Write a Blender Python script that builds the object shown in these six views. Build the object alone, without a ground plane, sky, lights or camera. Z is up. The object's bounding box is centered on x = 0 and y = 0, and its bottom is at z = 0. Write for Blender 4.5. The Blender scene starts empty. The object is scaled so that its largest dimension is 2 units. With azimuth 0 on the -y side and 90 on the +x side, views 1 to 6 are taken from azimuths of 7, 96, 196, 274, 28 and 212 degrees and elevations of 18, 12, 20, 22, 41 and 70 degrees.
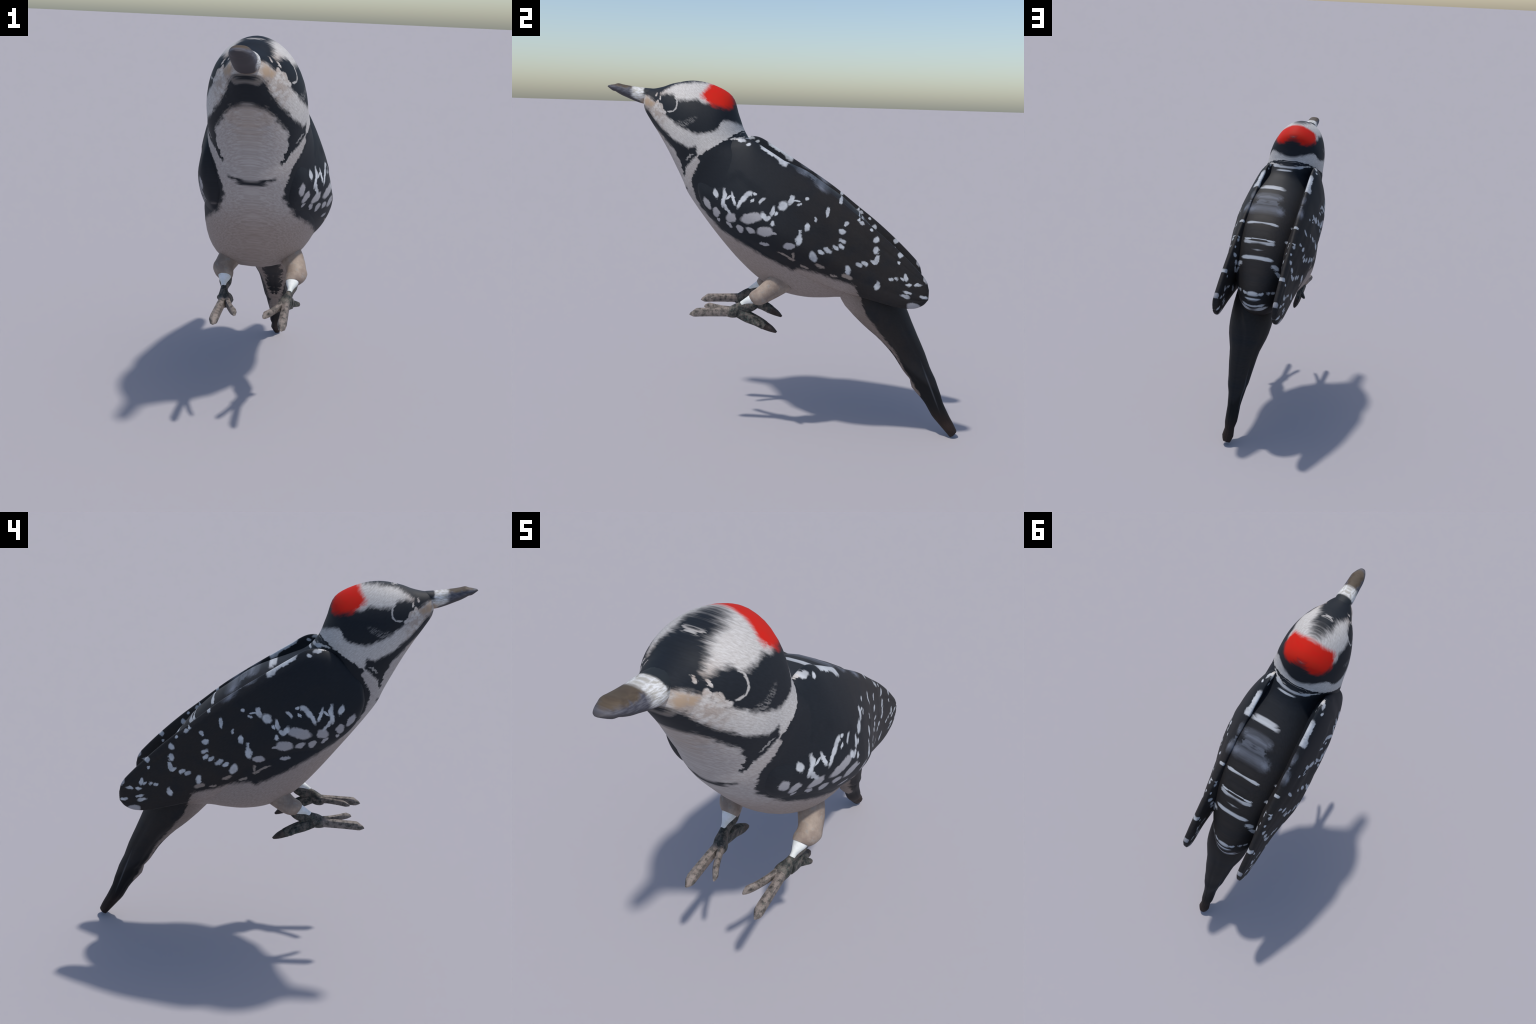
"""A woodpecker: black and white plumage, red nape patch, long tail propped on the ground."""
import bpy, math
import numpy as np
from mathutils import Vector

# ------------------------------------------------------------------ helpers
def catmull(rows, sub):
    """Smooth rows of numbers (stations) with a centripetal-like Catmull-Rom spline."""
    R = np.array(rows, float)
    P = np.vstack([2 * R[0] - R[1], R, 2 * R[-1] - R[-2]])
    out = []
    for i in range(1, len(P) - 2):
        for k in range(sub):
            t = k / sub
            a, b, c, d = P[i - 1], P[i], P[i + 1], P[i + 2]
            out.append(0.5 * (2 * b + (c - a) * t + (2 * a - 5 * b + 4 * c - d) * t * t
                              + (3 * b - a - 3 * c + d) * t ** 3))
    out.append(R[-1])
    return np.array(out)

def spow(v, p):
    return math.copysign(abs(v) ** p, v)

def smooth01(a, b, v):
    t = min(1.0, max(0.0, (v - a) / (b - a)))
    return t * t * (3 - 2 * t)

def skin_rings(rings, cap_start=True, cap_end=True):
    """rings: list of equally long closed loops -> verts, faces (fan caps)."""
    n = len(rings[0]); verts = [tuple(p) for r in rings for p in r]; faces = []; tag = []
    for i in range(len(rings) - 1):
        for j in range(n):
            k = (j + 1) % n
            faces.append((i * n + j, i * n + k, (i + 1) * n + k, (i + 1) * n + j)); tag.append(i)
    if cap_start:
        verts.append(tuple(np.mean(np.array(rings[0]), axis=0))); c = len(verts) - 1
        for j in range(n):
            faces.append((c, (j + 1) % n, j)); tag.append(0)
    if cap_end:
        b = (len(rings) - 1) * n
        verts.append(tuple(np.mean(np.array(rings[-1]), axis=0))); c = len(verts) - 1
        for j in range(n):
            faces.append((c, b + j, b + (j + 1) % n)); tag.append(len(rings) - 2)
    return verts, faces, tag

def make_mesh(name, verts, faces, material, parent, smooth=True, sharp=None):
    me = bpy.data.meshes.new(name)
    me.from_pydata(verts, [], faces); me.validate(); me.update()
    import bmesh
    bm = bmesh.new(); bm.from_mesh(me); bmesh.ops.recalc_face_normals(bm, faces=bm.faces); bm.to_mesh(me); bm.free()
    if smooth:
        me.shade_smooth()
        if sharp:
            me.set_sharp_from_angle(angle=math.radians(sharp))
    me.materials.append(material)
    ob = bpy.data.objects.new(name, me)
    bpy.context.scene.collection.objects.link(ob)
    ob.parent = parent
    return ob

def mirrored(v, f):
    return [(-p[0], p[1], p[2]) for p in v], [tuple(reversed(q)) for q in f]

# ------------------------------------------------------------------ node helpers
class Net:
    def __init__(self, name):
        self.mat = bpy.data.materials.new(name); self.mat.use_nodes = True
        self.t = self.mat.node_tree; self.t.nodes.clear()
        self.out = self.t.nodes.new('ShaderNodeOutputMaterial')
        self.bsdf = self.t.nodes.new('ShaderNodeBsdfPrincipled')
        self.t.links.new(self.bsdf.outputs[0], self.out.inputs[0])
        co = self.t.nodes.new('ShaderNodeTexCoord')
        self.obj = co.outputs['Object']
    def put(self, sock, v):
        if hasattr(v, 'is_linked') or hasattr(v, 'links'):
            self.t.links.new(v, sock)
        elif v is not None:
            sock.default_value = v
    def math(self, op, a, b=None, c=None, clamp=False):
        n = self.t.nodes.new('ShaderNodeMath'); n.operation = op; n.use_clamp = clamp
        for i, v in enumerate((a, b, c)):
            if v is not None: self.put(n.inputs[i], v)
        return n.outputs[0]
    def vmath(self, op, a, b=None):
        n = self.t.nodes.new('ShaderNodeVectorMath'); n.operation = op
        self.put(n.inputs[0], a)
        if b is not None: self.put(n.inputs[1], b)
        return n.outputs['Value'] if op in ('LENGTH', 'DOT_PRODUCT', 'DISTANCE') else n.outputs[0]
    def sep(self, v):
        n = self.t.nodes.new('ShaderNodeSeparateXYZ'); self.put(n.inputs[0], v); return n.outputs
    def comb(self, x, y, z):
        n = self.t.nodes.new('ShaderNodeCombineXYZ')
        for i, v in enumerate((x, y, z)): self.put(n.inputs[i], v)
        return n.outputs[0]
    def noise(self, vec, scale, detail=3, rough=0.55, dim='3D'):
        n = self.t.nodes.new('ShaderNodeTexNoise'); n.noise_dimensions = dim
        self.put(n.inputs['Vector'], vec); n.inputs['Scale'].default_value = scale
        n.inputs['Detail'].default_value = detail; n.inputs['Roughness'].default_value = rough
        return n.outputs
    def cells(self, vec, scale):
        n = self.t.nodes.new('ShaderNodeTexVoronoi'); n.inputs['Scale'].default_value = scale
        self.put(n.inputs['Vector'], vec); return n.outputs['Color']
    def mapping(self, vec, loc=(0, 0, 0), rot=(0, 0, 0), scale=(1, 1, 1), kind='TEXTURE'):
        n = self.t.nodes.new('ShaderNodeMapping'); n.vector_type = kind
        self.put(n.inputs['Vector'], vec)
        n.inputs['Location'].default_value = loc; n.inputs['Rotation'].default_value = rot
        n.inputs['Scale'].default_value = scale
        return n.outputs[0]
    def step(self, v, lo, hi):
        n = self.t.nodes.new('ShaderNodeMapRange'); n.interpolation_type = 'SMOOTHSTEP'
        self.put(n.inputs[0], v); n.inputs[1].default_value = lo; n.inputs[2].default_value = hi
        return n.outputs[0]
    def line(self, v, pts, linear=False):
        """Boundary curve: value of pts (in, out) at v, flat beyond the ends."""
        a0, a1 = pts[0][0], pts[-1][0]
        lo = min(p[1] for p in pts) - .01; hi = max(p[1] for p in pts) + .01
        m = self.t.nodes.new('ShaderNodeMapRange'); self.put(m.inputs[0], v)
        m.inputs[1].default_value = a0; m.inputs[2].default_value = a1
        f = self.t.nodes.new('ShaderNodeFloatCurve'); self.t.links.new(m.outputs[0], f.inputs['Value'])
        c = f.mapping.curves[0]
        P = [((p[0] - a0) / (a1 - a0), (p[1] - lo) / (hi - lo)) for p in pts]
        c.points[0].location = P[0]; c.points[-1].location = P[-1]
        for p in P[1:-1]: c.points.new(*p)
        for p in c.points: p.handle_type = 'VECTOR' if linear else 'AUTO_CLAMPED'
        f.mapping.update()
        return self.math('MULTIPLY_ADD', f.outputs[0], hi - lo, lo)
    def spots(self, yz, items, soft=0.24, grow=1.0):
        """Union of soft ellipses (y, z, half length, half height, tilt in degrees)."""
        acc = None
        for y, z, a, b, ang in items:
            if acc is not None:        # evaluate the marks one after another (keeps few values alive at a time)
                n = self.t.nodes.new('ShaderNodeVectorMath'); n.operation = 'MULTIPLY_ADD'
                self.put(n.inputs[0], acc); n.inputs[1].default_value = (1e-9, 1e-9, 1e-9); self.put(n.inputs[2], yz)
                yz = n.outputs[0]
            m = self.mapping(yz, (y, z, 0), (0, 0, math.radians(ang)), (a * grow, b * grow, 1))
            l = self.vmath('LENGTH', m)
            acc = l if acc is None else self.math('SMOOTH_MIN', acc, l, 0.22)
        return self.step(acc, 1 + soft, 1 - soft)
    def mix(self, f, a, b, mode='MIX'):
        n = self.t.nodes.new('ShaderNodeMix'); n.data_type = 'RGBA'; n.blend_type = mode
        self.put(n.inputs[0], f)
        for s, v in ((n.inputs[6], a), (n.inputs[7], b)):
            self.put(s, v if hasattr(v, 'links') else (*v, 1))
        return n.outputs[2]
    def AND(self, *a):
        r = a[0]
        for b in a[1:]: r = self.math('MULTIPLY', r, b)
        return r
    def OR(self, *a):
        r = a[0]
        for b in a[1:]: r = self.math('MAXIMUM', r, b)
        return r
    def NOT(self, a): return self.math('SUBTRACT', 1.0, a)

BLACK = (0.0105, 0.0135, 0.0185)
TAILBLACK = (0.005, 0.0053, 0.0065)
SOOT = (0.021, 0.0185, 0.018)
WHITE = (0.56, 0.545, 0.53)
BELLY = (0.335, 0.285, 0.26)
BIB = (0.42, 0.395, 0.385)  # white lowered to grey for the shade on throat and breast
BUFF = (0.40, 0.35, 0.315)
RED = (0.60, 0.011, 0.008)

# white marks of the closed wing and back: (y, z, half length, half height, tilt)
WING_MARKS = [
    # long scapular streak and the dots before it
    (-.195, 1.606, .012, .008, 0), (-.235, 1.622, .022, .008, -10), (-.10, 1.576, .045, .009, -31), (-.065, 1.555, .04, .010, -33), (-.018, 1.521, .030, .015, -34),
    # upper covert marks
    (.118, 1.348, .010, .009, 0), (.289, 1.329, .009, .011, 0), (.224, 1.284, .024, .009, 80), (.166, 1.247, .011, .008, 90),
    (.126, 1.208, .020, .011, 85), (.325, 1.223, .012, .010, 0), (.401, 1.229, .017, .009, -20), (.386, 1.247, .009, .006, 40),
    (.452, 1.196, .011, .008, -60),
    # first flight feather row
    (.303, 1.184, .016, .014, 0), (.306, 1.139, .017, .011, -35), (.300, 1.110, .017, .011, -35), (.272, 1.104, .018, .008, -35),
    (.234, 1.092, .021, .013, -30), (.200, 1.081, .020, .009, -25), (.162, 1.058, .028, .017, -65), (.088, 1.146, .030, .015, 80),
    (.090, 1.180, .016, .008, 80),
    # second row
    (.478, 1.144, .014, .016, 0), (.480, 1.091, .014, .018, 0), (.487, 1.045, .022, .010, 75), (.468, 1.033, .018, .008, -35),
    (.426, 1.024, .017, .010, -40), (.398, 1.015, .018, .011, -25), (.341, .989, .027, .014, -75),
    # third row and tip
    (.608, 1.070, .015, .012, 0), (.600, 1.034, .010, .006, -40), (.638, .957, .019, .010, -65), (.622, .950, .011, .006, -40),
    (.590, .950, .014, .008, -35), (.566, .944, .015, .008, -30), (.496, .909, .023, .013, -100), (.656, .918, .014, .009, 0),
    (.706, .918, .020, .008, 0), (.653, .878, .022, .008, -20), (.643, .858, .026, .010, -20), (.737, .856, .022, .008, -18),
    # shoulder cluster
    (.000, 1.312, .024, .022, 45), (.040, 1.342, .026, .013, 60), (.066, 1.338, .018, .006, -12), (.082, 1.318, .010, .006, 40),
    (-.106, 1.334, .022, .009, 45), (-.05, 1.282, .027, .009, 75), (-.033, 1.272, .012, .007, 60), (-.09, 1.255, .026, .013, -50), (-.075, 1.247, .016, .011, 30),
    (-.048, 1.223, .012, .012, 0), (-.180, 1.362, .026, .014, 20), (-.200, 1.340, .030, .015, 50), (-.222, 1.312, .030, .010, 62),
    (-.143, 1.364, .008, .009, 0), (-.158, 1.33, .013, .005, 40), (-.255, 1.335, .036, .0075, -70), (-.280, 1.338, .020, .006, 40),
    (-.306, 1.350, .030, .012, -80), (-.312, 1.310, .028, .012, 85), (-.292, 1.278, .034, .010, -55),
    (-.356, 1.352, .026, .013, -70),
]
WING_GREY_MARKS = [
    (-.164, 1.242, .048, .024, 14), (-.135, 1.250, .030, .022, 0), (-.086, 1.180, .038, .025, 12), (-.050, 1.178, .020, .006, -20), (-.163, 1.180, .024, .014, -22), (-.220, 1.178, .020, .017, -45),
    (-.406, 1.295, .032, .015, -58), (-.355, 1.252, .024, .019, -70), (-.342, 1.214, .010, .006, -60), (-.270, 1.234, .027, .023, 35),
    (-.282, 1.194, .020, .009, -45), (-.09, 1.110, .022, .010, -8), (.040, 1.110, .026, .016, 12), (.690, .799, .034, .020, -18),
    (.747, .945, .018, .013, -65),
]
WING_TAN_MARKS = [
    (.200, 1.006, .026, .011, -25), (.339, .953, .030, .011, -22), (.02, 1.058, .040, .005, -24), (.062, 1.057, .008, .018, 0), (.05, 1.038, .022, .005, -18),
    (.12, 1.0, .022, .007, -20), (.27, .955, .018, .006, -15),
]
SHEEN_MARKS = [(.088, 1.472, .030, .010, -30), (.184, 1.404, .034, .012, -36), (.135, 1.440, .030, .004, -34)]  # gloss of the back drawn into the colour as soft bluish blobs

def plumage():
    n = Net('plumage')
    x, y0, z0 = n.sep(n.obj)
    flat = n.comb(y0, z0, 0.0)
    # feathery edges: fine wobble of the coordinates, drawn out along the feather direction
    along = n.mapping(flat, (0, 0, 0), (0, 0, math.radians(-38)), (1, .28, 1))
    w1 = n.noise(along, 26, 3, .6)[1]
    w2 = n.noise(flat, 95, 2, .6)[1]
    wob = n.vmath('ADD', n.vmath('MULTIPLY', n.vmath('SUBTRACT', w1, (.5, .5, .5)), (.036, .030, 0)),
                  n.vmath('MULTIPLY', n.vmath('SUBTRACT', w2, (.5, .5, .5)), (.006, .006, 0)))
    fp = n.vmath('ADD', flat, wob)
    y, z, _ = n.sep(fp)
    fine = n.vmath('ADD', flat, n.vmath('MULTIPLY', n.vmath('SUBTRACT', n.noise(flat, 55, 2, .5)[1], (.5, .5, .5)), (.012, .012, 0)))
    fine = n.vmath('ADD', fine, n.vmath('MULTIPLY', n.vmath('SUBTRACT', n.cells(flat, 48), (.5, .5, .5)), (.006, .006, 0)))

    def above(v, c, s=.013): return n.step(n.math('SUBTRACT', v, c), -s, s)
    # --- torso: dark above the flank line and behind the shoulder line
    flank = n.line(y, [(-.50, 1.37), (-.475, 1.30), (-.45, 1.262), (-.415, 1.226), (-.32, 1.146), (-.22, 1.10), (-.15, 1.065), (-.06, 1.02),
                       (.06, .968), (.085, .985), (.2, .962), (.28, .93), (.345, .918), (.385, .895), (.405, .85), (.425, .79), (.455, .715), (.516, .638), (.564, .577),
                       (.623, .506), (.677, .403), (.714, .352), (.777, .249), (.84, .10), (.9, -.05)], True)
    shoulder = n.line(z, [(1.24, -.455), (1.30, -.480), (1.345, -.488), (1.387, -.497), (1.42, -.496), (1.469, -.468), (1.511, -.447), (1.532, -.458),
                          (1.577, -.394), (1.613, -.336), (1.64, -.283), (1.664, -.232), (1.68, -.15)], True)
    torso_dark = n.AND(above(z, flank), above(y, shoulder, .005), n.step(z, 1.70, 1.69))
    # --- head: black cap above the cheek stripe
    cheek_top = n.line(y, [(-.80, 1.845), (-.75, 1.832), (-.718, 1.812), (-.68, 1.784), (-.664, 1.752), (-.637, 1.738), (-.605, 1.716), (-.572, 1.690),
                           (-.518, 1.668), (-.464, 1.648), (-.39, 1.662), (-.358, 1.680), (-.337, 1.722), (-.30, 1.716), (-.26, 1.693), (-.228, 1.665)], True)
    cap = above(z, cheek_top)
    cheek_low = n.line(y, [(-.80, 1.80), (-.751, 1.762), (-.716, 1.717), (-.694, 1.694), (-.65, 1.661), (-.606, 1.625), (-.562, 1.603), (-.507, 1.578),
                           (-.474, 1.59), (-.43, 1.56)], True)
    throat = n.line(y, [(-.80, 1.70), (-.70, 1.655), (-.672, 1.632), (-.639, 1.60), (-.595, 1.560), (-.572, 1.52), (-.56, 1.50), (-.552, 1.43), (-.542, 1.42),
                        (-.53, 1.47), (-.50, 1.505), (-.47, 1.53), (-.43, 1.56)], True)
    malar = n.AND(n.NOT(above(z, cheek_low)), above(z, throat), n.NOT(above(y, -.462, .01)))
    brow_top = n.line(y, [(-.70, 1.846), (-.687, 1.850), (-.655, 1.871), (-.605, 1.895), (-.546, 1.907), (-.486, 1.911), (-.44, 1.913), (-.40, 1.91)])
    brow_low = n.line(y, [(-.70, 1.846), (-.674, 1.844), (-.642, 1.848), (-.604, 1.843), (-.571, 1.820), (-.528, 1.817), (-.485, 1.823), (-.437, 1.809), (-.40, 1.80)])
    brow = n.AND(n.NOT(above(z, brow_top)), above(z, brow_low), n.NOT(above(y, -.41, .02)), above(y, -.688, .006))
    # --- red nape patch
    red_low = n.line(y, [(-.46, 1.832), (-.44, 1.822), (-.41, 1.802), (-.356, 1.790), (-.311, 1.782), (-.29, 1.79)])
    red_front = n.line(z, [(1.78, -.40), (1.802, -.414), (1.824, -.44), (1.845, -.456), (1.876, -.442), (1.91, -.426)])
    red_back = n.line(z, [(1.77, -.30), (1.80, -.300), (1.83, -.306), (1.86, -.318), (1.9, -.33)])
    red = n.AND(above(z, red_low, .018), above(y, red_front, .022), n.math('MAXIMUM', n.NOT(above(y, red_back, .01)), 0.0))
    # --- eye surroundings
    eye_d = n.vmath('LENGTH', n.mapping(fine, (-.620, 1.797, 0), (0, 0, 0), (.0445, .041, 1)))
    ring = n.AND(n.step(eye_d, .86, .95), n.step(eye_d, 1.12, 1.00))
    ringside = n.OR(n.step(y0, -.600, -.592), n.AND(n.step(z0, 1.770, 1.764), n.step(y0, -.634, -.626)))
    ring = n.AND(ring, ringside)
    lores = n.spots(fine, [(-.674, 1.780, .013, .022, 20), (-.655, 1.757, .016, .011, -20), (-.681, 1.824, .006, .012, 15), (-.709, 1.840, .006, .010, 0), (-.695, 1.800, .012, .012, 0)])
    eye_black = n.step(eye_d, 1.05, .95)
    # cheek smudge: grey streaks running back into the ear patch
    smudge = n.AND(n.spots(fp, [(-.52, 1.705, .05, .014, 30), (-.55, 1.70, .03, .014, 0)], .5), n.step(n.noise(along, 40, 3, .6)[0], .42, .62))
    neck_bits = n.spots(fp, [(-.268, 1.630, .030, .006, 8)])
    nape_gap = n.spots(fp, [(-.268, 1.652, .05, .006, 30)])
    malar_bits = n.spots(fp, [(-.505, 1.532, .026, .006, 35), (-.60, 1.53, .02, .006, 60)])
    chest_bar = n.spots(fp, [(-.549, 1.350, .018, .008, 58), (-.556, 1.337, .018, .013, 50)], .8)
    # under the tail the vent feathers end in a dark hem
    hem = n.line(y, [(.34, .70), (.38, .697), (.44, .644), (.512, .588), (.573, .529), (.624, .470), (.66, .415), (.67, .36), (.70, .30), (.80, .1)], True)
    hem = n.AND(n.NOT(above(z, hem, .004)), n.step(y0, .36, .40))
    glint = n.spots(fp, [(-.60, 1.913, .014, .003, 15), (-.300, 1.845, .010, .010, 0)], .5)  # light catching crown and nape, painted as whitish dabs
    # --- combine
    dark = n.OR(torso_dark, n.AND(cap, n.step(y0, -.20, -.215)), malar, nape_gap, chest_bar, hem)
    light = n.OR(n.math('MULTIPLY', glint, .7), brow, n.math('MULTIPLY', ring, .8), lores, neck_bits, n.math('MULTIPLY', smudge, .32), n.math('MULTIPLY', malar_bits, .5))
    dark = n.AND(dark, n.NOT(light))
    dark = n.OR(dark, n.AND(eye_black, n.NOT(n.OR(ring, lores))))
    torso_zone = n.step(z0, 1.66, 1.65)
    m_white = n.AND(n.spots(fine, WING_MARKS, .30, .98), torso_zone)
    m_grey = n.spots(fine, WING_GREY_MARKS, .22, 1.08)
    m_tan = n.spots(fine, WING_TAN_MARKS, .3)
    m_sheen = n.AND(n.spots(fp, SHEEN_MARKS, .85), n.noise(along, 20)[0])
    m_painted_highlight = n.math('MULTIPLY', n.spots(flat, [(.825, .315, .115, .0035, -67)], .8), .25)  # thin highlight along the tail, painted as a pale line
    # --- colours
    streak = n.noise(along, 60, 4, .65)[0]
    grain = n.noise(flat, 140, 3, .6)[0]
    mott = n.noise(flat, 9, 3, .5)[0]
    rear = n.math('MULTIPLY', n.step(y0, -.25, .35), n.step(mott, .1, .6))
    black = n.mix(rear, BLACK, SOOT)
    black = n.mix(n.AND(n.step(n.math('SUBTRACT', n.math('MULTIPLY_ADD', y0, -.78, .97), z0), -.005, .03), n.step(y0, .38, .42)), black, TAILBLACK)
    black = n.mix(n.AND(n.step(z0, .20, .05), n.step(y0, .7, .8)), black, (0.028, 0.017, 0.014))
    black = n.mix(n.step(streak, .2, .9), n.mix(1.0, black, (.8, .8, .8), 'MULTIPLY'), n.mix(1.0, black, (1.25, 1.25, 1.25), 'MULTIPLY'))
    breast = n.step(n.math('ADD', z0, n.math('MULTIPLY', n.math('SUBTRACT', mott, .5), .25)), 1.05, 1.30)
    pale = n.mix(breast, BELLY, n.mix(n.NOT(above(z, throat, .03)), WHITE, BIB))
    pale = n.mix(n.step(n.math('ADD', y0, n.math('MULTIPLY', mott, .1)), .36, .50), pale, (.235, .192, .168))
    pale = n.mix(n.AND(n.step(y0, -.60, -.70), n.step(n.noise(flat, 30)[0], .3, .6)), pale, BUFF)
    pale = n.mix(1.0, pale, n.mix(n.step(streak, .25, .8), (.72, .69, .67), (1.04, 1.04, 1.04)), 'MULTIPLY')
    gape = n.spots(fp, [(-.760, 1.806, .020, .020, 40), (-.735, 1.795, .016, .014, 0)], .6)
    pale = n.mix(gape, pale, (.37, .275, .195))
    chin = n.spots(fp, [(-.782, 1.768, .014, .012, 0)], .6)
    dark = n.AND(dark, n.NOT(n.math('MULTIPLY', chin, .35)))
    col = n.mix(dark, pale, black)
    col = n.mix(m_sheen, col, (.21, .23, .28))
    col = n.mix(m_painted_highlight, col, (.20, .21, .24))
    col = n.mix(m_tan, col, (.24, .20, .175))
    col = n.mix(m_grey, col, n.mix(grain, (.29, .285, .30), (.38, .37, .385)))
    vary = n.step(n.noise(flat, 17, 2, .5)[0], .30, .68)
    col = n.mix(m_white, col, n.mix(vary, (.36, .37, .39), n.mix(grain, (.46, .48, .51), (.60, .62, .64))))
    redc = n.mix(n.noise(fp, 28, 3, .6)[0], RED, (.48, .026, .012))
    col = n.mix(red, col, redc)
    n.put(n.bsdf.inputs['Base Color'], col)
    n.bsdf.inputs['Roughness'].default_value = .62
    n.put(n.bsdf.inputs['Specular IOR Level'], n.math('MULTIPLY_ADD', red, -.15, .21))
    bump = n.t.nodes.new('ShaderNodeBump'); bump.inputs['Strength'].default_value = .10; bump.inputs['Distance'].default_value = .004
    n.put(bump.inputs['Height'], streak); n.put(n.bsdf.inputs['Normal'], bump.outputs[0])
    return n.mat

def bill_material():
    n = Net('bill_horn')
    x, y, z = n.sep(n.obj); flat = n.comb(y, z, 0.0)
    nz = n.math('MULTIPLY', n.math('SUBTRACT', n.noise(flat, 45, 3)[0], .5), .03)
    yy = n.math('ADD', y, nz)
    culmen = n.math('MULTIPLY_ADD', yy, -.135, 1.758)          # line under the culmen ridge
    up = n.step(n.math('SUBTRACT', n.math('ADD', z, nz), culmen), -.008, .006)
    streak = n.noise(n.mapping(flat, (0, 0, 0), (0, 0, math.radians(-8)), (1, .2, 1)), 40, 3)[0]
    side = n.mix(n.step(streak, .3, .75), (.055, .055, .072), (.13, .13, .15))
    base = n.mix(n.step(streak, .35, .65), (.40, .38, .34), (.68, .68, .68))
    tipc = n.mix(up, side, n.mix(streak, (.045, .032, .025), (.12, .092, .062)))
    col = n.mix(n.step(yy, -.835, -.868), base, tipc)
    under = n.step(n.math('SUBTRACT', z, n.math('MULTIPLY_ADD', yy, -.42, 1.475)), .004, -.012)
    col = n.mix(under, col, (.060, .056, .062))
    col = n.mix(n.AND(n.step(yy, -.795, -.78), n.step(z, 1.83, 1.85)), col, (.02, .024, .028))
    col = n.mix(n.AND(n.step(yy, -.815, -.79), n.step(z, 1.83, 1.815)), col, (.33, .25, .18))
    n.put(n.bsdf.inputs['Base Color'], col); n.bsdf.inputs['Roughness'].default_value = .6
    n.bsdf.inputs['Specular IOR Level'].default_value = .2
    return n.mat

def leg_material(name, dark, lite, tint, scale, lo=.35, hi=.7):
    n = Net(name)
    a = n.noise(n.obj, scale, 4, .65)[0]
    b = n.noise(n.obj, scale * 2.7, 2, .6)[0]
    col = n.mix(n.step(a, lo, hi), dark, lite)
    col = n.mix(n.math('MULTIPLY', n.step(b, .56, .66), .6), col, tint)
    n.put(n.bsdf.inputs['Base Color'], col); n.bsdf.inputs['Roughness'].default_value = .6
    n.bsdf.inputs['Specular IOR Level'].default_value = .25
    bump = n.t.nodes.new('ShaderNodeBump'); bump.inputs['Strength'].default_value = .25; bump.inputs['Distance'].default_value = .004
    n.put(bump.inputs['Height'], a); n.put(n.bsdf.inputs['Normal'], bump.outputs[0])
    return n.mat

def eye_material():
    n = Net('eye_dark')
    d = n.noise(n.obj, 30, 2)[0]
    n.put(n.bsdf.inputs['Base Color'], n.mix(d, (.006, .006, .008), (.012, .012, .014)))
    n.bsdf.inputs['Roughness'].default_value = .12; n.bsdf.inputs['Specular IOR Level'].default_value = .4
    return n.mat

PLUME = plumage()
BILL = bill_material()
THIGH = leg_material('thigh_down', (.22, .17, .14), (.34, .275, .225), (.26, .24, .22), 14)
BAND = leg_material('ankle_white', (.62, .64, .62), (.80, .80, .82), (.70, .72, .66), 20)
SCALE = leg_material('foot_scales', (.022, .025, .024), (.13, .112, .098), (.055, .085, .07), 38, .38, .68)
TOESKIN = leg_material('toe_skin', (.045, .042, .038), (.215, .18, .16), (.10, .105, .09), 42, .30, .60)
CLAW = leg_material('claw_horn', (.030, .022, .020), (.075, .058, .05), (.04, .035, .035), 30)
EYE = eye_material()

# ------------------------------------------------------------------ root
root = bpy.data.objects.new('woodpecker', None)
bpy.context.scene.collection.objects.link(root)
root['label'] = 'black and white woodpecker with red nape patch'
root['category'] = 'bird'

# ------------------------------------------------------------------ body: one smooth skin from face to rump
# stations: top (y, z), bottom (y, z), half width, widest-point shift (+ towards the top), squareness above and below
BODY = [
    (-.789, 1.858, -.795, 1.800, .030, 0, 1.0, 1.0),
    (-.772, 1.872, -.791, 1.772, .050, 0, 1.0, 1.0),
    (-.734, 1.876, -.782, 1.747, .073, 0, 1.0, 1.0),
    (-.686, 1.887, -.748, 1.693, .096, .03, 1.0, 1.0),
    (-.625, 1.907, -.712, 1.640, .133, .03, 1.03, 1.05),
    (-.525, 1.922, -.660, 1.555, .173, -.02, 1.08, 1.05),
    (-.420, 1.904, -.615, 1.470, .199, -.04, 1.10, 1.05),
    (-.317, 1.848, -.577, 1.392, .209, 0, 1.08, 1.05),
    (-.278, 1.745, -.552, 1.335, .214, .06, 1.0, 1.0),
    (-.242, 1.657, -.520, 1.285, .214, .06, .96, .97),
    (-.180, 1.583, -.458, 1.200, .228, -.03, .90, 1.08),
    (-.100, 1.545, -.376, 1.098, .253, -.06, .86, 1.08),
    (.000, 1.508, -.257, .962, .280, -.07, .78, 1.04),
    (.100, 1.465, -.140, .857, .288, -.08, .74, .92),
    (.200, 1.398, -.015, .794, .284, -.08, .68, .80),
    (.300, 1.331, .110, .768, .258, -.06, .74, .78),
    (.400, 1.241, .220, .768, .226, -.02, .74, .80),
    (.478, 1.153, .300, .772, .198, 0, .76, .9),
    (.560, 1.052, .400, .766, .163, 0, .85, .95),
    (.630, .962, .500, .760, .122, 0, 1.0, 1.0),
    (.664, .890, .580, .775, .075, 0, 1.0, 1.0),
    (.668, .845, .630, .800, .030, 0, 1.0, 1.0),
]
SEG = 48
st = catmull(BODY, 5)
rings = []
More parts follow.
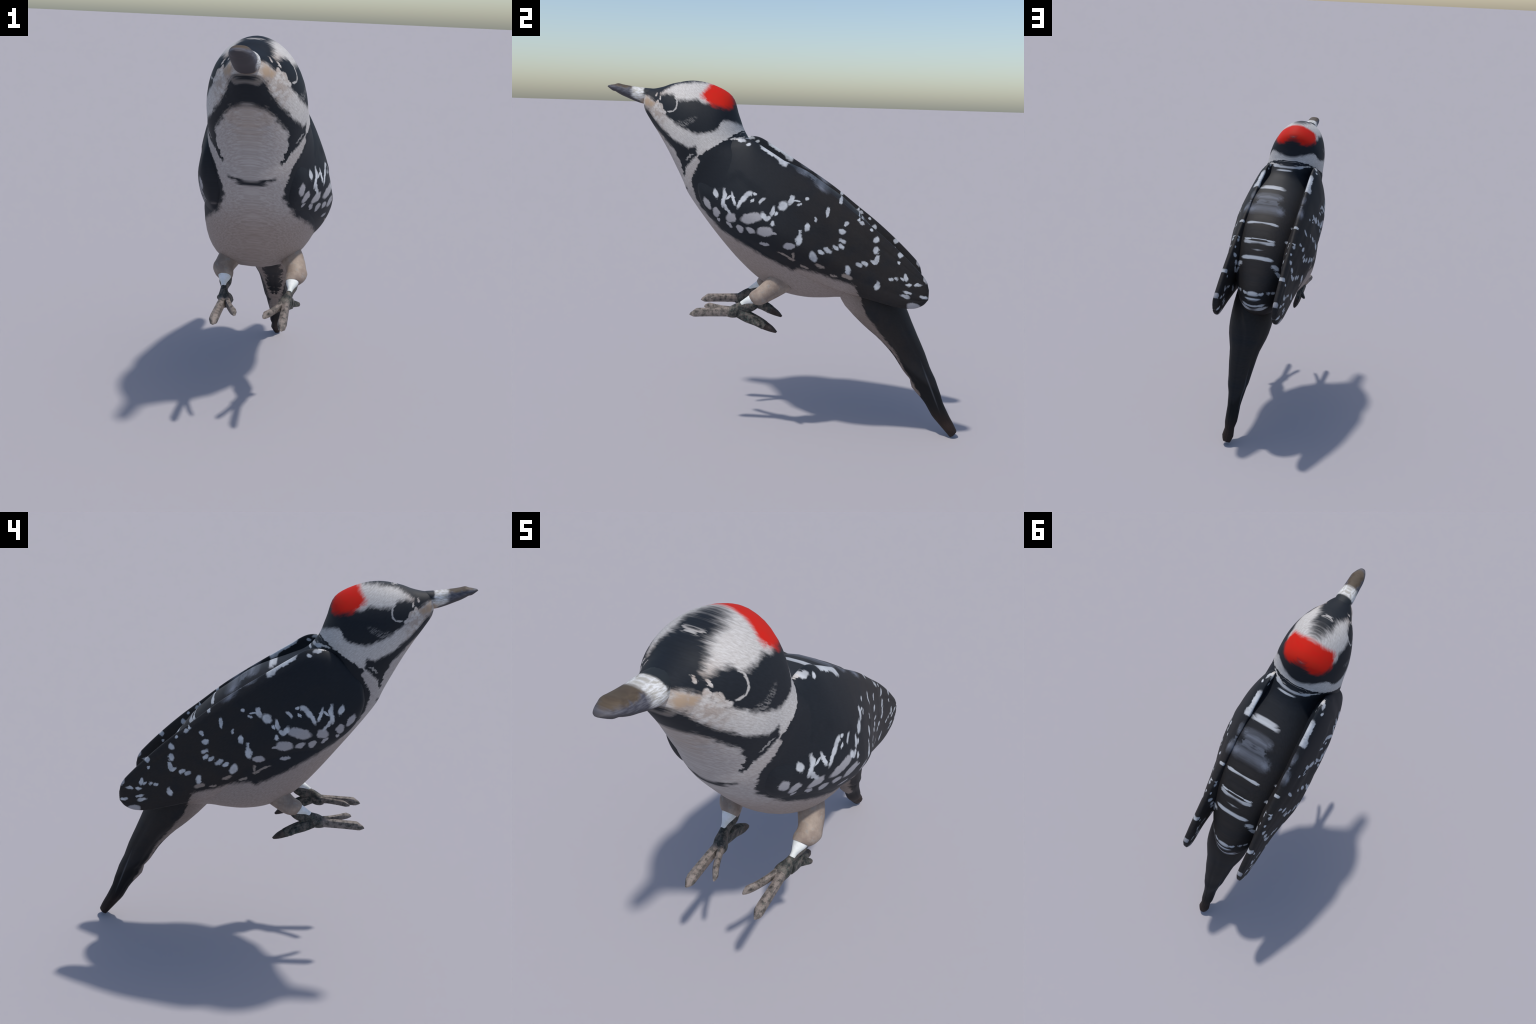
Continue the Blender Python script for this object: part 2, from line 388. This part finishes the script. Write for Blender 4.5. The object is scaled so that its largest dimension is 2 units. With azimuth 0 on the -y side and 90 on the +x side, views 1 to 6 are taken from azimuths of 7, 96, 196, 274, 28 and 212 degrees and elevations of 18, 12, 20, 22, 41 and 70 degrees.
for ty, tz, by, bz, w, k, sq, sqb in st:
    loop = []
    for j in range(SEG):
        a = 2 * math.pi * j / SEG
        c = math.cos(a) + k * math.sin(a) ** 2 * .6
        s = spow(math.sin(a), sq if math.cos(a) > 0 else sqb)
        py = (ty + by) / 2 + (ty - by) / 2 * c
        pz = (tz + bz) / 2 + (tz - bz) / 2 * c
        lean = .15 * (pz - 1.16) * smooth01(-.46, -.12, py) * smooth01(1.66, 1.54, pz)
        loop.append((w * s + lean, py, pz))
    rings.append(loop)
bv, bf, btag = skin_rings(rings)
body = bpy.data.meshes.new('body_all'); body.from_pydata(bv, [], bf); body.update()
import bmesh
bm = bmesh.new(); bm.from_mesh(body); bmesh.ops.recalc_face_normals(bm, faces=bm.faces); bm.to_mesh(body); bm.free(); body.update()
vnorm = [v.normal.copy() for v in body.vertices]
polys = [tuple(p.vertices) for p in body.polygons]
def region(i):
    if i < 5 * 7: return 'head'
    if i < 5 * 10: return 'neck'
    return 'torso'
for part in ('head', 'neck', 'torso'):
    fs = [f for f, t in zip(polys, btag) if region(t) == part]
    used = sorted({i for f in fs for i in f}); ix = {v: i for i, v in enumerate(used)}
    me = bpy.data.meshes.new(part)
    me.from_pydata([bv[i] for i in used], [], [tuple(ix[i] for i in f) for f in fs]); me.update()
    me.shade_smooth()
    me.normals_split_custom_set_from_vertices([vnorm[i] for i in used])
    me.materials.append(PLUME)
    ob = bpy.data.objects.new(part, me); bpy.context.scene.collection.objects.link(ob); ob.parent = root
bpy.data.meshes.remove(body)

# ------------------------------------------------------------------ wings: bowed slabs against the flanks
# top (y, z), bottom (y, z), x of the mid surface at top edge, widest line and bottom edge, half thickness
WING = [
    (-.462, 1.440, -.470, 1.375, .165, .170, .165, .012),
    (-.448, 1.475, -.462, 1.335, .165, .178, .165, .028),
    (-.415, 1.515, -.435, 1.270, .165, .190, .168, .034),
    (-.355, 1.572, -.385, 1.210, .166, .210, .176, .034),
    (-.285, 1.622, -.300, 1.145, .170, .238, .186, .033),
    (-.195, 1.630, -.200, 1.075, .174, .266, .195, .033),
    (-.100, 1.580, -.080, 1.010, .178, .281, .198, .034),
    (.000, 1.520, .050, .952, .182, .284, .198, .035),
    (.120, 1.447, .180, .905, .186, .278, .202, .035),
    (.250, 1.362, .300, .865, .190, .254, .210, .034),
    (.380, 1.263, .420, .835, .194, .226, .214, .032),
    (.500, 1.172, .520, .810, .196, .215, .214, .030),
    (.610, 1.078, .610, .790, .199, .212, .212, .028),
    (.700, .993, .690, .787, .201, .208, .208, .026),
    (.747, .940, .738, .806, .204, .206, .204, .022),
    (.764, .892, .764, .836, .204, .205, .204, .012),
]
# the trunk is slightly twisted: sideways offset of the wing pair along the body (y, offset)
TWIST = [(-.50, -.022), (-.38, -.018), (-.25, -.004), (-.12, .005), (.02, .007), (.12, -.003), (.24, -.017), (.36, -.018), (.50, -.019), (.80, -.020)]
WIDEST = -.25
wst = catmull(WING, 8)
def wing_rings(side):
    out = []
    for ty, tz, by, bz, xt, xm, xb, th in wst:
        loop = []
        for j in range(80):
            a = 2 * math.pi * j / 80
            c, s = spow(math.cos(a), .85), spow(math.sin(a), .75)
            py = (ty + by) / 2 + (ty - by) / 2 * c
            pz = (tz + bz) / 2 + (tz - bz) / 2 * c
            if c > WIDEST:
                t = (1 - c) / (1 - WIDEST); px = xt + (xm - xt) * t * (1.30 - .30 * t)
            else:
                t = (WIDEST - c) / (WIDEST + 1); px = xm + (xb - xm) * t * t
            px += th * s
            if s < 0:      # inner face slopes in towards the back
                px += .055 * s * smooth01(1.0, .45, c) * smooth01(.62, .25, py)
            if s > 0:      # creases where one folded feather row overlaps the next
                fold = smooth01(-.05, .2, py)
                # slightly raised panel on the upper wing with a ragged lower edge
                rag = .26 + .05 * math.sin(23 * py) + .035 * math.sin(51 * py + 1) - .5 * max(0, py - .15)
                px += .006 * smooth01(rag - .05, rag + .02, c) * smooth01(-.36, -.28, py) * smooth01(.48, .40, py) * smooth01(1.0, .85, c)
                for ck, deep in ((.62, .004), (.30, .003), (-.18, .004), (-.55, .0035)):
                    t = c - ck - .12 * (py - .3)
                    px -= deep * fold * math.exp(-(t / .05) ** 2) * (1.0 if t < 0 else .45)
            top = max(0, c) ** 1.5
            mid = -.020 * top + (1 - top) * float(np.interp(py, [q[0] for q in TWIST], [q[1] for q in TWIST]))
            loop.append((mid + side * px, py, pz))
        out.append(loop)
    return out
for side in (1, -1):
    v, f, _ = skin_rings(wing_rings(side))
    make_mesh('wing', v, f, PLUME, root)

# ------------------------------------------------------------------ tail
# upper (y, z), lower (y, z), half width
TAIL = [
    (.50, .98, .300, .800, .145, 0), (.60, .86, .335, .735, .155, 0), (.665, .755, .440, .632, .152, 0), (.705, .670, .512, .574, .138, 0), (.750, .574, .573, .515, .108, 0),
    (.793, .485, .624, .456, .094, 0), (.826, .403, .671, .385, .080, 0), (.848, .360, .700, .350, .074, 0), (.862, .333, .718, .328, .066, 0), (.875, .300, .730, .284, .056, 0),
    (.895, .250, .782, .227, .047, 0), (.912, .200, .814, .187, .042, 0), (.948, .130, .853, .122, .040, 0), (.966, .099, .885, .085, .031, 0), (.985, .066, .930, .036, .038, 0), (.999, .038, .963, -.0005, .024, 0),
]
def tail_rings():
    out = []
    for uy, uz, ly, lz, w, _ in catmull(TAIL, 2):
        loop = []; w *= .945 if uz > .2 else 1.0
        for j in range(56):
            a = 2 * math.pi * j / 56
            c, s = spow(math.cos(a), .95), spow(math.sin(a), 1.12)
            # shallow furrows between the folded tail feathers
            furrow = 1 - .05 * max(0, math.cos(6 * a)) ** 4 * smooth01(.8, .6, uz)
            c, s = c * furrow, s * furrow
            loop.append((w * s, (uy + ly) / 2 + (uy - ly) / 2 * c, (uz + lz) / 2 + (uz - lz) / 2 * c))
        out.append(loop)
    return out
v, f, _ = skin_rings(tail_rings())
make_mesh('tail', v, f, PLUME, root, sharp=50)

# ------------------------------------------------------------------ bill
# culmen (y, z), lower edge (y, z), half width
BILLS = [
    (-.70, 1.860, -.74, 1.790, .030), (-.745, 1.874, -.780, 1.791, .047), (-.787, 1.877, -.808, 1.795, .052), (-.838, 1.882, -.850, 1.808, .048), (-.885, 1.888, -.890, 1.824, .045),
    (-.915, 1.893, -.915, 1.834, .044), (-.938, 1.898, -.935, 1.844, .041), (-.955, 1.893, -.952, 1.854, .036), (-.975, 1.890, -.968, 1.858, .029), (-.992, 1.886, -.990, 1.873, .016), (-.998, 1.881, -.998, 1.879, .006),
]
rb = []
for uy, uz, ly, lz, w in catmull(BILLS, 3):
    loop = []
    for j in range(24):
        a = 2 * math.pi * j / 24
        c, s = spow(math.cos(a), .95), spow(math.sin(a), .85)
        loop.append((w * s, (uy + ly) / 2 + (uy - ly) / 2 * c, (uz + lz) / 2 + (uz - lz) / 2 * c))
    rb.append(loop)
v, f, _ = skin_rings(rb)
make_mesh('bill', v, f, BILL, root, sharp=55)

# ------------------------------------------------------------------ eyes: low domes set into the skin
for side in (1, -1):
    vs, fs = [], []
    nrm = Vector((side * .88, -.40, .25)).normalized()
    fwd = Vector((0, 1, 0)); fwd = (fwd - fwd.dot(nrm) * nrm).normalized(); up = nrm.cross(fwd)
    c0 = Vector((side * .1420, -.618, 1.797))
    lp = []
    for i in range(7):
        t = math.radians(90 * i / 6)
        lp.append([tuple(c0 + nrm * (-.010 + .013 * math.sin(t)) + (fwd * math.cos(b) * .036 + up * math.sin(b) * .034) * max(math.cos(t), .02))
                   for b in (2 * math.pi * j / 24 for j in range(24))])
    v, f, _ = skin_rings(lp)
    make_mesh('eye', v, f, EYE, root)

# ------------------------------------------------------------------ legs
def limb(stations, sub=4, seg=16, p=.9):
    """stations: centre (x, y, z), tilt of the section in the side plane (deg), half width x, half depth."""
    out = []
    for cx, cy, cz, ang, a, b in catmull(stations, sub):
        t = math.radians(ang); loop = []
        for j in range(seg):
            th = 2 * math.pi * j / seg
            u, w = a * spow(math.cos(th), p), b * spow(math.sin(th), p)
            loop.append((cx + u, cy + w * math.cos(t), cz + w * math.sin(t)))
        out.append(loop)
    return out
# section angle: direction of the depth axis in the (y, z) plane
LEG = {
    'thigh': ([(.120, .012, .900, 125, .060, .072), (.148, -.038, .862, 125, .062, .062), (.170, -.082, .828, 127, .055, .052), (.182, -.112, .808, 128, .052, .047),
               (.174, -.140, .790, 128, .047, .043), (.167, -.157, .779, 128, .036, .034)], THIGH),
    'ankle': ([(.167, -.152, .784, 128, .034, .031), (.165, -.172, .772, 128, .026, .027), (.162, -.198, .757, 128, .014, .022), (.160, -.216, .747, 125, .012, .018)], BAND),
    'foot': ([(.164, -.125, .772, 128, .030, .022), (.162, -.158, .752, 128, .030, .032), (.160, -.192, .735, 125, .017, .036), (.154, -.228, .718, 112, .022, .038), (.146, -.258, .705, 98, .032, .037),
              (.142, -.282, .698, 92, .030, .031), (.144, -.300, .694, 90, .022, .022)], SCALE),
}
TOES = {
    'outer': [(.148, -.262, .700, 88, .022, .028), (.152, -.320, .697, 88, .020, .026), (.154, -.400, .692, 88, .021, .025), (.155, -.455, .688, 88, .022, .025), (.156, -.478, .685, 75, .020, .024), (.156, -.503, .679, 60, .006, .008)],
    'inner': [(.138, -.262, .706, 88, .018, .022), (.116, -.325, .705, 88, .015, .018), (.092, -.385, .706, 88, .015, .018), (.074, -.418, .706, 75, .014, .018), (.067, -.440, .703, 60, .005, .007)],
}
HIND = [(.156, -.235, .700, 70, .028, .030), (.158, -.180, .678, 62, .026, .034), (.158, -.130, .658, 60, .024, .030), (.156, -.090, .636, 58, .023, .027)]
HCLAW = [(.156, -.094, .638, 58, .0225, .026), (.154, -.060, .620, 50, .020, .020), (.153, -.036, .606, 45, .012, .011), (.152, -.026, .600, 45, .005, .006)]
SPUR = [(.165, -.165, .672, 60, .020, .020), (.185, -.135, .660, 60, .017, .016), (.198, -.118, .652, 60, .012, .012), (.202, -.112, .649, 60, .004, .004)]

for side in (1, -1):
    leg = bpy.data.objects.new('leg', None); bpy.context.scene.collection.objects.link(leg); leg.parent = root
    def add(name, stations, mat, sub=4, seg=16, sharp=60):
        v, f, _ = skin_rings(limb(stations, sub, seg))
        if side < 0: v, f = mirrored(v, f)
        return make_mesh(name, v, f, mat, leg, sharp=sharp)
    for nm, (stt, mat) in LEG.items():
        add(nm, stt, mat)
    for nm, stt in TOES.items():
        add('toe', stt, TOESKIN, 2, 8, 42)
    add('toe', HIND, SCALE, 2, 8, 42); add('claw', HCLAW, CLAW, 2, 8, 42); add('spur', SPUR, SCALE, 2, 8, 42)
